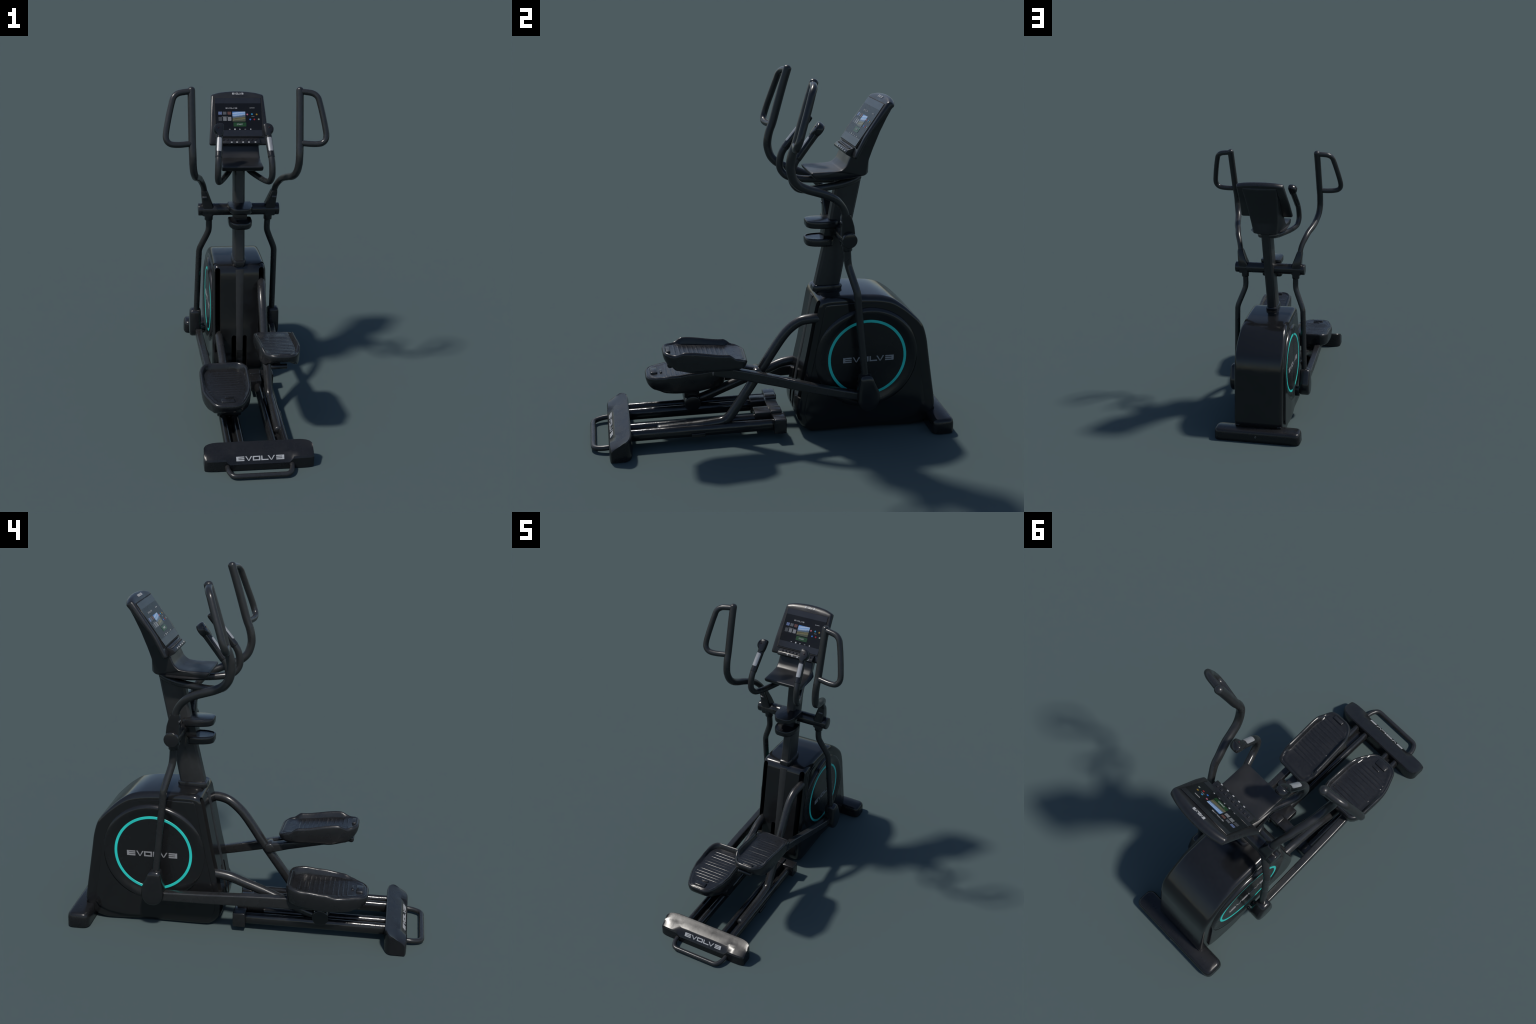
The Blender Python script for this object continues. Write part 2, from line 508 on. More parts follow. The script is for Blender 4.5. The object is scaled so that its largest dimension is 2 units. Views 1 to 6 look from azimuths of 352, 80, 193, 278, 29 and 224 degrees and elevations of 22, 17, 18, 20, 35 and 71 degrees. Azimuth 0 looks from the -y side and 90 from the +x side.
# ================================================================== MAST
def mast_section(yr, yf, z, k=1.0):
    d = yf - yr
    pts = [(-0.023, 0.0), (0.023, 0.0), (0.032, 0.10), (0.038, 0.34), (0.038, 0.72), (0.033, 0.92), (0.022, 1.0), (-0.022, 1.0), (-0.033, 0.92),
           (-0.038, 0.72), (-0.038, 0.34), (-0.032, 0.10)]
    return [V((x * k, yr + d * t, z)) for x, t in pts]
mast_levels = [(0.252, 0.392, 0.78), (0.258, 0.397, 0.82), (0.304, 0.436, 1.037), (0.331, 0.459, 1.17), (0.357, 0.490, 1.33), (0.378, 0.512, 1.45)]
mast = loft("mast", [mast_section(*l) for l in mast_levels], M_MAST, sharp=18)
col = []
for z, k, g in ((0.788, 1.18, 0.010), (0.794, 1.22, 0.012), (0.812, 1.22, 0.012), (0.819, 1.14, 0.007), (0.822, 1.0, 0.0)):
    y0 = 0.2525 + (z - 0.78) * 0.2; y1 = 0.392 + (z - 0.78) * 0.17
    col.append(mast_section(y0 - g, y1 + g, z, k))
loft("mast_collar", col, M_PLASTIC, mast, sharp=30)

# ================================================================== BOTTLE HOLDER
holder = prism("bottle_holder", rounded([(0.292, 1.060), (0.345, 1.060), (0.372, 1.185), (0.312, 1.185)], 0.006), -0.046, 0.046, YZ, M_PLASTIC, mast, bev=0.008)
def cup_plate(name, z0, z1, y0, y1, hw, dish):
    plan = rounded([(-hw, y1), (-hw, y0 + 0.055), (-hw * 0.62, y0), (hw * 0.62, y0), (hw, y0 + 0.055), (hw, y1)], [0.02, 0.045, 0.045, 0.045, 0.045, 0.02], 6)
    m = len(plan)
    cx, cy = 0, (y0 + y1) / 2
    def ins(p, d):
        v = V((cx, cy)) - p
        return p + v.normalized() * d
    lv = [(z0, 0.010), (z0 + 0.003, 0.004), (z0 + 0.010, 0.001), (z1 - 0.006, 0.0), (z1 - 0.001, 0.003), (z1, 0.007)]
    if dish:
        lv += [(z1, 0.010), (z1 - 0.005, 0.013), (z1 - 0.006, 0.03)]
    return loft(name, [[V((ins(p, d).x, ins(p, d).y, z)) for p in plan] for z, d in lv], M_PLASTIC, holder, sharp=45)
cup_plate("holder_ring", 1.150, 1.191, 0.203, 0.372, 0.077, False)
cup_plate("holder_cup", 1.050, 1.093, 0.202, 0.350, 0.076, True)

# ================================================================== CROSS PIVOT AND MOVING ARMS
PY, PZ = 0.387, 1.131
pivot = cylinder_x("pivot_bar", (PY, PZ), 0.0393, -0.262, 0.262, M_PLASTIC, mast, bev=0.003)
ARM_U = [(0.328, 0.171, 1.962), (0.328, 0.147, 1.883), (0.3275, 0.118, 1.780), (0.327, 0.088, 1.672), (0.326, 0.069, 1.620), (0.3245, 0.0585, 1.571), (0.323, 0.0585, 1.530),
         (0.317, 0.074, 1.482), (0.308, 0.103, 1.449), (0.300, 0.147, 1.425), (0.289, 0.203, 1.405), (0.270, 0.262, 1.381),
         (0.259, 0.304, 1.358), (0.242, 0.340, 1.321), (0.231, 0.362, 1.286), (0.225, 0.375, 1.245), (0.220, 0.381, 1.21)]
LOOP = [(0.329, 0.166, 1.953), (0.370, 0.160, 1.950), (0.408, 0.153, 1.943), (0.434, 0.141, 1.924), (0.447, 0.129, 1.888), (0.463, 0.109, 1.825), (0.478, 0.086, 1.755), (0.485, 0.072, 1.708),
        (0.480, 0.063, 1.680), (0.462, 0.060, 1.662), (0.436, 0.061, 1.655), (0.395, 0.068, 1.653), (0.335, 0.079, 1.656)]
ARM_L = [(0.193, 0.389, 1.10), (0.192, 0.392, 1.06), (0.192, 0.397, 0.995), (0.202, 0.405, 0.955), (0.238, 0.430, 0.866), (0.249, 0.438, 0.832), (0.252, 0.442, 0.790),
         (0.256, 0.462, 0.600), (0.260, 0.484, 0.400), (0.262, 0.490, 0.330)]
def mir(pts, s):
    return [V((p[0] * s, p[1], p[2])) for p in pts]
for sd in (1, -1):
    arm = tube("swing_arm", spline(mir(ARM_L, sd), 8), lambda t: 0.0205 - 0.001 * t, M_FRAME, pivot)
    tube("handlebar", spline(mir(ARM_U, sd), 8), lambda t: 0.0228 if t < 0.62 else 0.0228 - 0.0035 * min(1, (t - 0.62) / 0.2), M_HANDLE, arm, segs=24, cap=0.8)
    tube("grip_loop", spline(mir(LOOP, sd), 8), 0.0185, M_HANDLE, arm, segs=20)
    # tapered clamp that holds the handlebar
    cl = []
    for z, xi, xo, y0, y1 in ((1.095, 0.166, 0.236, 0.352, 0.424), (1.16, 0.166, 0.238, 0.350, 0.424), (1.20, 0.182, 0.242, 0.350, 0.418),
                              (1.250, 0.200, 0.247, 0.346, 0.402), (1.266, 0.206, 0.246, 0.348, 0.396)):
        s4 = rounded([(sd * xi, y0), (sd * xo, y0), (sd * xo, y1), (sd * xi, y1)], 0.014, 4)
        cl.append([V((p.x, p.y, z)) for p in s4])
    clamp = loft("arm_clamp", cl, M_PLASTIC, arm, sharp=40, bev=0.0)
    cylinder_x("clamp_bolt", (0.352, 1.225), 0.008, sd * 0.2255 - 0.014, sd * 0.2255 + 0.014, M_BOLT, clamp, segs=16, bev=0.002)
    tube("arm_collar", [V((sd * 0.194, 0.389, 1.108)), V((sd * 0.1935, 0.391, 1.062))], 0.0275, M_PLASTIC, arm, segs=24, cap=0.2)
    cylinder_x("pivot_cap", (PY + 0.001, PZ), 0.0405, *sorted((sd * 0.232, sd * 0.2635)), M_PLASTIC, pivot, bev=0.004)
    # pear-shaped boot over the lower joint
    pear_outline = rounded([(0.458, 0.376), (0.519, 0.378), (0.567, 0.268), (0.566, 0.212), (0.540, 0.178), (0.503, 0.166), (0.466, 0.178), (0.443, 0.215), (0.443, 0.268)], 0.022, 5)
    def pear(k):
        return [(0.505 + (p.x - 0.505) * k, 0.26 + (p.y - 0.26) * k) for p in pear_outline]
    bt = []
    for x, k in ((0.232, 0.90), (0.236, 0.96), (0.246, 1.0), (0.290, 1.0), (0.300, 0.96), (0.306, 0.86), (0.3075, 0.70)):
        bt.append([V((sd * x, p[0], p[1])) for p in pear(k)])
    boot = loft("joint_boot", bt, M_PLASTIC, arm, sharp=50)
    # fork and pin on the inner face of the boot
    cylinder_x("joint_pin", (0.512, 0.215), 0.021, *sorted((sd * 0.196, sd * 0.240)), M_RAIL, boot, segs=24)
    box("joint_fork", (sd * 0.2165, 0.553, 0.205), (0.034, 0.018, 0.055), M_PLASTIC, boot, bev=0.005)

# ================================================================== FIXED GRIPS
GRIP = [(0.020, 0.490, 1.418), (0.048, 0.450, 1.405), (0.066, 0.388, 1.391), (0.093, 0.312, 1.386), (0.126, 0.226, 1.384), (0.148, 0.165, 1.389), (0.160, 0.128, 1.402),
        (0.1665, 0.102, 1.435), (0.167, 0.097, 1.475), (0.165, 0.109, 1.528), (0.161, 0.138, 1.573), (0.156, 0.170, 1.612), (0.153, 0.196, 1.646), (0.151, 0.222, 1.682)]
for sd in (1, -1):
    g = tube("fixed_grip", spline(mir(GRIP, sd), 7), 0.0198, M_HANDLE, mast, segs=20)
    # thicker sleeve on the upper straight part
    tube("grip_sleeve", spline(mir([(0.1625, 0.126, 1.556), (0.158, 0.158, 1.598), (0.153, 0.195, 1.645), (0.150, 0.232, 1.694)], sd), 6), 0.0215, M_PLASTIC, g, segs=24)
    a, b = V((sd * 0.1600, 0.146, 1.583)), V((sd * 0.1530, 0.201, 1.653))
    ax = (b - a).normalized()
    out = V((0, -0.82, 0.57)); out = (out - ax * out.dot(ax)).normalized()
    side = ax.cross(out)
    secs = []
    for t in [0, 0.04, 0.1, 0.3, 0.5, 0.7, 0.9, 0.96, 1]:
        c = a.lerp(b, t)
        e = 0.75 if t in (0, 1) else (0.93 if t in (0.04, 0.96) else 1.0)
        lp = []
        for k in range(11):
            an = math.radians(-42 + 84 * k / 10) * e
            lp.append(c + (out * math.cos(an) + side * math.sin(an)) * 0.0229)
        for k in range(10, -1, -1):
            an = math.radians(-42 + 84 * k / 10) * e
            lp.append(c + (out * math.cos(an) + side * math.sin(an)) * 0.0205)
        secs.append(lp)
    loft("pulse_contact", secs, M_SILVER, g, sharp=60)
    # paddle-shaped head with an outward lobe
    hc = V((sd * 0.151, 0.237, 1.703))
    up = V((0, 0.60, 0.80)).normalized()
    ox = V((sd, 0, 0))
    nn = up.cross(ox).normalized()
    outline = [(-0.030, 0.034), (0.004, 0.036), (0.028, 0.022), (0.037, 0.000), (0.032, -0.022), (0.016, -0.038), (0.012, -0.058), (-0.018, -0.058), (-0.026, -0.020)]
    ol = rounded(outline, 0.016, 5)
    secs = []
    for d, k in ((-0.0215, 0.70), (-0.019, 0.88), (-0.012, 0.98), (0.0, 1.0), (0.012, 0.98), (0.019, 0.88), (0.0215, 0.70)):
        secs.append([hc + ox * (p.x * k) + up * (p.y * k) + nn * d for p in ol])
    head = loft("grip_head", secs, M_PLASTIC, g, sharp=50)
    tip = hc + up * 0.002 - nn * 0.0 + ox * 0.006
    fr = -nn if (-nn).y < 0 else nn
    bm = bmesh.new()
    bmesh.ops.create_uvsphere(bm, u_segments=14, v_segments=8, radius=0.005)
    for v in bm.verts:
        v.co += tip + fr * 0.0205
    finish(bm, "grip_button", flat("button_red", (0.035, 0.008, 0.012)), head)

# ================================================================== CONSOLE
CC = V((0, 0.512, 1.709))
T = V((0, 0.567, 0.823)).normalized()
N = V((0, -0.823, 0.567)).normalized()
def con(x, s, n):
    return CC + V((x, 0, 0)) + T * s + N * n

# neck housing that carries the tray: side profile swept across x, narrower at the back
housing_profile = [(0.418, 1.545), (0.398, 1.500), (0.372, 1.477), (0.330, 1.472), (0.215, 1.471), (0.207, 1.466), (0.215, 1.447), (0.232, 1.434), (0.285, 1.427),
                   (0.380, 1.427), (0.440, 1.432), (0.500, 1.434), (0.512, 1.440), (0.521, 1.520), (0.542, 1.590), (0.573, 1.670), (0.611, 1.748),
                   (0.636, 1.796), (0.630, 1.815), (0.612, 1.818), (0.470, 1.612), (0.430, 1.560)]
def half_width(y, z):
    cl = lambda v: max(0.0, min(1.0, v))
    yb = 0.512 + 0.345 * max(0.0, z - 1.44)
    back = 0.087 + 0.037 * cl((z - 1.44) / 0.34)
    front = 0.129 - 0.007 * cl((z - 1.47) / 0.10)
    k = cl((yb - y) / 0.10)
    return back + (front - back) * k * k * (3 - 2 * k)
hp = rounded(housing_profile, 0.010, 3)
secs = []
for u in [-1, -0.985, -0.95, -0.88, -0.75, -0.5, -0.25, 0, 0.25, 0.5, 0.75, 0.88, 0.95, 0.985, 1]:
    e = {1: 0.005, 0.985: 0.002, 0.95: 0.0005}.get(abs(u), 0.0)
    cy, cz = 0.45, 1.52
    loop = []
    ins = inset([V((p.x, p.y)) for p in hp], e)
    for p, q in zip(hp, ins):
        hw = half_width(p.x, p.y)
        back = max(0, min(1, (p.x - (0.475 + 0.34 * max(0, p.y - 1.44))) / 0.04))
        loop.append(V((u * hw, q.x + back * (0.036 * (1 - u * u) * max(0.15, min(1, (1.83 - p.y) / 0.20)) + 0.010 * max(0, 1 - abs(p.y - 1.60) / 0.14)), q.y)))
    secs.append(loop)
housing = loft("console_housing", secs, M_TRAY, mast, sharp=40, cap2d=lambda p: (p.y, p.z))

# dished panel with an arched top
pan = rounded([(-0.193, -0.182), (0.193, -0.182), (0.183, -0.05), (0.170, 0.157), (0.120, 0.175), (0.060, 0.184), (0.0, 0.187), (-0.060, 0.184), (-0.120, 0.175), (-0.170, 0.157), (-0.183, -0.05)],
              [0.014, 0.014, 0.02, 0.010, 0.02, 0.02, 0.02, 0.02, 0.02, 0.010, 0.02], 4)
def pinset(p, d):
    c = V((0, 0))
    v = V((p.x * 1.0, p.y)) ; L = v.length
    return V((p.x - math.copysign(min(d, abs(p.x)), p.x), p.y - math.copysign(min(d, abs(p.y)), p.y)))
def crest(v):
    """The top band of the panel rolls away from the user."""
    return 0.014 * max(0.0, (v - 0.138) / 0.049) ** 1.5
psecs = []
for n, d in ((-0.020, 0.008), (-0.018, 0.003), (-0.015, 0.001), (-0.007, 0.0), (-0.003, 0.002), (0.000, 0.006)):
    psecs.append([con(pinset(p, d).x, pinset(p, d).y, n * (1 + 1.0 * max(0, min(1, (p.y - 0.10) / 0.05))) - 0.012 * max(0, (-p.y - 0.1) / 0.08) - crest(p.y)) for p in pan])
panel = loft("console_panel", psecs + [[con(p.x * k, p.y * k, 0.0004 - crest(p.y * k) - 0.012 * max(0, (-p.y * k - 0.1) / 0.08)) for p in pan] for k in (0.93, 0.86, 0.80)], M_CONSOLE, housing, sharp=45)
def slab(name, x0, x1, s0, s1, n0, n1, mat, parent, bev=0.0008):
    return prism(name, [(x0, s0), (x1, s0), (x1, s1), (x0, s1)], n0, n1, con, mat, parent, bev=bev, segs=1)
# dark gap frame, then the glass standing slightly proud of it
slab("screen_gap", -0.1555, 0.1555, -0.1365, 0.1360, -0.006, 0.0016, M_DARK, panel)
screen = slab("screen", -0.1490, 0.1490, -0.1310, 0.1310, -0.004, 0.0046, M_SCREEN, panel, bev=0.001)
slab("screen_band", -0.1480, 0.1480, 0.0915, 0.1300, 0.004, 0.0052, M_BAND, screen, bev=0.0003)
slab("screen_band", -0.1480, 0.1480, -0.1300, -0.0890, 0.004, 0.0052, M_BAND, screen, bev=0.0003)
def sx(px): return -0.149 + (px - 517) / 373 * 0.298
def ss(py): return 0.131 - (py - 183) / 309 * 0.262
slab("screen_photo", sx(655), sx(759), ss(375), ss(296), 0.004, 0.0056, photo_material(), screen, bev=0.0002)
slab("start_button", sx(660), sx(763), ss(415), ss(382), 0.004, 0.0056, M_GREEN, screen, bev=0.0003)
small_text("start_lettering", "START", 0.038, 0.0095, lambda u, v, d: con(sx(711) + u, ss(398) + v, 0.0056 + d), M_TEXT, screen)
thumb_cols = [(0.10, 0.13, 0.24), (0.085, 0.088, 0.095), (0.105, 0.045, 0.036), (0.055, 0.058, 0.062), (0.16, 0.165, 0.17), (0.20, 0.20, 0.205)]
k = 0
for y0, y1 in ((296, 320), (338, 369)):
    for x0, x1 in ((542, 571), (579, 607), (616, 645)):
        slab("screen_tile", sx(x0), sx(x1), ss(y1), ss(y0), 0.004, 0.0055, flat("tile_colour", thumb_cols[k]), screen, bev=0.0002)
        k += 1
slab("screen_divider", sx(569), sx(618), ss(336), ss(333), 0.004, 0.0055, flat("divider_grey", (0.12, 0.12, 0.125)), screen, bev=0.0001)
def disc(name, x, s, r, mat, n0=0.004, n1=0.0056, segs=20, parent=None):
    return prism(name, [(x + r * math.cos(2 * math.pi * q / segs), s + r * math.sin(2 * math.pi * q / segs)) for q in range(segs)], n0, n1, con, mat, parent or screen, bev=0.0)
for (px, py), c in zip(((775, 318), (813, 316), (851, 318), (797, 358), (830, 358), (866, 357)),
                       ((0.42, 0.12, 0.17), (0.030, 0.230, 0.420), (0.280, 0.170, 0.015), (0.035, 0.150, 0.500), (0.300, 0.012, 0.016), (0.200, 0.240, 0.200))):
    disc("app_icon", sx(px), ss(py), 0.0056, flat("icon_colour", c))
wordmark("screen_lettering", 0.074, 0.0085, lambda u, v, d: con(sx(649) + u, ss(268) + v, 0.0046 + d), M_TEXT_DIM, screen, depth=0.0008)
small_text("screen_caption", "system", 0.031, 0.0070, lambda u, v, d: con(sx(816) + u, ss(267) + v, 0.0046 + d), M_TEXT, screen)
small_text("screen_caption", "apps", 0.018, 0.0050, lambda u, v, d: con(sx(820) + u, ss(335) + v, 0.0046 + d), M_TEXT_DIM, screen)
for px, kind in ((628, "ring"), (670, "square"), (711, "play"), (753, "bar"), (797, "dot")):
    x, s = sx(px), ss(436)
    shape = {"ring": [(-0.0045, -0.002), (0.0045, -0.002), (0.0045, 0.002), (-0.0045, 0.002)],
             "square": [(-0.0045, -0.0045), (0.0045, -0.0045), (0.0045, 0.0045), (-0.0045, 0.0045)],
             "play": [(-0.004, -0.0045), (0.005, 0.0), (-0.004, 0.0045)],
             "bar": [(-0.005, -0.0016), (0.005, -0.0016), (0.005, 0.0016), (-0.005, 0.0016)],
             "dot": [(0.0042 * math.cos(q * math.pi / 4), 0.0042 * math.sin(q * math.pi / 4)) for q in range(8)]}[kind]
    prism("screen_icon", [(x + p[0], s + p[1]) for p in shape], 0.004, 0.0056, con, M_TEXT if kind in ("square", "play", "dot") else M_TEXT_DIM, screen, bev=0.0)
wordmark("panel_lettering", 0.072, 0.0135, lambda u, v, d: con(0.003 + u, 0.161 + v, 0.0012 - crest(0.161 + v) + d), M_TEXT, panel)
# ledge of keys below the screen
ledge = prism("key_ledge", rounded([(-0.136, -0.012), (-0.140, 0.000), (-0.166, 0.020), (-0.184, 0.022), (-0.190, 0.013), (-0.186, -0.030)], 0.004), -0.128, 0.128,
              lambda a, b, d: con(d, a, b), M_CONSOLE, panel, bev=0.004)
for i in range(9):
    x = -0.104 + 0.026 * i
    a = con(x, -0.1535, 0.0165); b = con(x, -0.1530, 0.0215)
    big = i % 2 == 0
    box("key", con(x, -0.155, 0.0125), (0.014, 0.016, 0.007), M_CONSOLE, ledge, bev=0.002, rot=Matrix((V((1, 0, 0)), (T * -0.74 + N * 0.67).normalized(), (N * 0.74 + T * 0.67).normalized())).transposed())
for px in (637, 680, 728, 775, 827):  # white blocks modelled for the highlights on the buttons
    x = sx(px)
    box("key_glint_block", con(x, -0.1765, 0.0220), (0.0105, 0.003, 0.008), M_TEXT, ledge, bev=0.001, rot=Matrix((V((1, 0, 0)), N, T)).transposed())

# ================================================================== STABILISERS
front = None
plan = rounded([(-0.319, 0.873), (0.319, 0.873), (0.319, 1.000), (-0.319, 1.000)], 0.042, 8)
def foot_loft(name, plan, levels, mat, zf=None):
    secs = []
    for z, d in levels:
        lp = []
        for p in plan:
            q = V((p.x - math.copysign(min(d, abs(p.x)), p.x), 0.9365 + (p.y - 0.9365) * (1 - d / 0.0635)))
            lp.append(V((q.x, q.y, z)))
        secs.append(lp)
    return loft(name, secs, mat, sharp=45)
front = foot_loft("front_stabiliser", plan, ((0.0, 0.004), (0.005, 0.0), (0.055, 0.001), (0.073, 0.004), (0.081, 0.009), (0.086, 0.017)), M_BASE)
for sd in (1, -1):
    box("foot_bracket", (sd * 0.155, 0.905, 0.094), (0.030, 0.045, 0.016), M_BASE, front, bev=0.004)
disc_bm = bmesh.new()
bmesh.ops.create_cone(disc_bm, cap_ends=True, segments=20, radius1=0.009, radius2=0.008, depth=0.004,
                      matrix=Matrix.Translation((0.005, 1.0000, 0.045)) @ Matrix.Rotation(math.radians(-90), 4, "X"))
finish(disc_bm, "foot_screw", M_BOLT, front)

# rear stabiliser: side profile swept along x, with a recessed sloping label field
def rear_section(x, rec, end):
    """end 0..1 shrinks the section toward the rounded tip; rec 0..1 cuts the label field in."""
    yb, yf = -0.780 - 0.040 * end, -0.903 + 0.012 * end
    zt, zf = 0.121 - 0.012 * end, 0.074 - 0.006 * end
    f = lambda t: yf + (yb - yf) * t
    top = lambda t: zf + (zt - zf) * t
    if rec:
        pts = [(yf, 0.002), (yf, 0.020), (yf, 0.0400), (-0.8995, 0.0460), (-0.8705, 0.0880), (-0.8630, 0.0925)]
    else:
        pts = [(yf, 0.002), (yf, 0.030), (yf, zf - 0.010), (yf + 0.006, zf + 0.001), (f(0.35), top(0.37)), (f(0.50), top(0.53))]
    pts += [(f(0.64), top(0.68)), (f(0.82), top(0.90)), (f(0.92), zt), (f(0.975), zt - 0.004), (yb, zt - 0.016), (yb, 0.002)]
    return [V((x, y, z)) for y, z in pts]
xs = [(-0.317, 0, 1.0), (-0.313, 0, 0.72), (-0.303, 0, 0.42), (-0.285, 0, 0.18), (-0.262, 0, 0.05), (-0.24, 0, 0), (-0.194, 0, 0), (-0.172, 1, 0), (-0.1, 1, 0), (0, 1, 0)]
xs = xs + [(-x, r, e) for x, r, e in reversed(xs[:-1])]
rear = loft("rear_stabiliser", [rear_section(*t) for t in xs], M_BASE, sharp=28, cap2d=lambda p: (p.y, p.z))
rear.modifiers.clear()
LB0, LB1 = V((0, -0.8995, 0.0460)), V((0, -0.8705, 0.0880))
ld = (LB1 - LB0).normalized(); ln = V((0, -ld.z, ld.y))
wordmark("brand_lettering", 0.277, 0.0255, lambda u, v, d: V((0.003 + u, 0, 0)) + (LB0 + LB1) / 2 + V((0, -0.0005, 0.0005)) + ld * v + ln * (d + 0.0006), M_TEXT, rear, depth=0.0012)
tube("carry_handle", bent([(-0.187, -0.885, 0.028), (-0.187, -0.930, 0.025), (-0.165, -0.985, 0.0185), (0.165, -0.985, 0.0185), (0.187, -0.930, 0.025), (0.187, -0.885, 0.028)], 0.05, 8), 0.0148, M_FRAME, rear)

# ================================================================== RAILS
rails = None
for x in (-0.168, -0.094, 0.094, 0.168):
    r = tube("guide_rail", [V((x, -0.795, 0.075)), V((x, -0.4, 0.074)), V((x, 0.02, 0.072))], 0.0330, M_RAIL, rear, segs=24, flat=0.70)
for sd in (1, -1):
    # lower web that joins each pair of rails
    box("rail_web", (sd * 0.131, -0.385, 0.062), (0.06, 0.80, 0.012), M_RAIL, rear, bev=0.002)
    blk = box("rail_end_block", (sd * 0.160, 0.032, 0.074), (0.100, 0.070, 0.086), M_PLASTIC, rear, bev=0.006)
    box("rail_end_step", (sd * 0.088, 0.024, 0.090), (0.070, 0.062, 0.080), M_PLASTIC, blk, bev=0.004)
    box("rail_end_plate", (sd * 0.076, -0.048, 0.086), (0.084, 0.096, 0.074), M_PLASTIC, blk, bev=0.003)
cross = box("cross_member", (0, 0.018, 0.100), (0.150, 0.066, 0.050), M_PLASTIC, rear, bev=0.004)
box("rail_tab", (0.1915, -0.42, 0.058), (0.014, 0.075, 0.022), M_PLASTIC, rear, bev=0.003)

# ================================================================== CRANK TUBES, LINKS, ROLLER
TUBE_R = [(0.142, 0.300, 0.664), (0.143, 0.249, 0.671), (0.142, 0.203, 0.670), (0.134, 0.150, 0.657), (0.129, 0.098, 0.620), (0.129, 0.054, 0.571), (0.130, 0.005, 0.499),
          (0.131, -0.044, 0.422), (0.136, -0.107, 0.326), (0.140, -0.157, 0.252), (0.142, -0.207, 0.178), (0.143, -0.243, 0.130), (0.145, -0.280, 0.107), (0.147, -0.340, 0.100),
          (0.147, -0.410, 0.095), (0.146, -0.546, 0.089), (0.145, -0.63, 0.085)]
crank_r = tube("crank_tube", spline(TUBE_R, 6), 0.0270, M_FRAME, ROOT, segs=24)
TUBE_L = [(-0.140, 0.300, 0.318), (-0.136, 0.198, 0.319), (-0.136, 0.137, 0.314), (-0.136, 0.085, 0.302), (-0.134, 0.020, 0.276), (-0.133, -0.047, 0.251), (-0.134, -0.118, 0.224),
          (-0.140, -0.230, 0.178), (-0.145, -0.340, 0.132), (-0.147, -0.400, 0.115)]
crank_l = tube("crank_tube", spline(TUBE_L, 6), 0.0270, M_FRAME, ROOT, segs=24)
roller = cylinder_x("roller_wheel", (-0.423, 0.126), 0.0465, -0.203, -0.058, M_PLASTIC, crank_l, bev=0.006)
box("roller_bracket", (-0.130, -0.425, 0.185), (0.100, 0.085, 0.060), M_PLASTIC, crank_l, bev=0.006)

def bar(name, path, w, h, mat, parent=ROOT, r=0.010):
    """Rectangular tube with rounded edges along a path lying mostly in y-z."""
    path = [V(p) for p in path]
    h0, h1 = h if isinstance(h, tuple) else (h, h)
    secs = []
    for i, p in enumerate(path):
        h = h0 + (h1 - h0) * min(1, 1.6 * i / (len(path) - 1))
        t = (path[min(i + 1, len(path) - 1)] - path[max(i - 1, 0)]).normalized()
        sx_ = V((0, 0, 1)).cross(t).normalized()
        uz = t.cross(sx_).normalized()
        secs.append([p + sx_ * q.x + uz * q.y for q in rounded([(-w / 2, -h / 2), (w / 2, -h / 2), (w / 2, h / 2), (-w / 2, h / 2)], r, 4)])
    return loft(name, secs, mat, parent, sharp=40)
link_r = bar("link_bar", spline([(0.258, 0.500, 0.240), (0.255, 0.444, 0.251), (0.240, 0.307, 0.278), (0.224, 0.172, 0.309), (0.209, 0.020, 0.349), (0.203, -0.100, 0.380), (0.200, -0.200, 0.405), (0.200, -0.330, 0.438)], 5),
             0.042, (0.043, 0.057), M_FRAME)
link_l = bar("link_bar", spline([(-0.252, 0.500, 0.212), (-0.247, 0.446, 0.213), (-0.241, 0.250, 0.214), (-0.236, 0.078, 0.217), (-0.230, -0.100, 0.220), (-0.222, -0.250, 0.221), (-0.212, -0.380, 0.218)], 5),
             0.046, (0.048, 0.066), M_FRAME)
# inner carrier under the upper pedal, with the joint where the crank tube crosses
bar("pedal_carrier", [(0.128, -0.085, 0.380), (0.125, -0.20, 0.408), (0.128, -0.40, 0.446), (0.135, -0.560, 0.478)], 0.050, (0.056, 0.034), M_FRAME, link_r)
bar("pedal_carrier", [(-0.120, -0.26, 0.235), (-0.120, -0.55, 0.228)], 0.060, 0.030, M_FRAME, link_l)
tube("carrier_joint", [V((0.105, -0.092, 0.384)), V((0.180, -0.092, 0.384))], 0.030, M_FRAME, link_r, cap=0.25)
tube("carrier_pin", [V((0.100, -0.560, 0.478)), V((0.190, -0.560, 0.478))], 0.016, M_PLASTIC, link_r, cap=0.3)

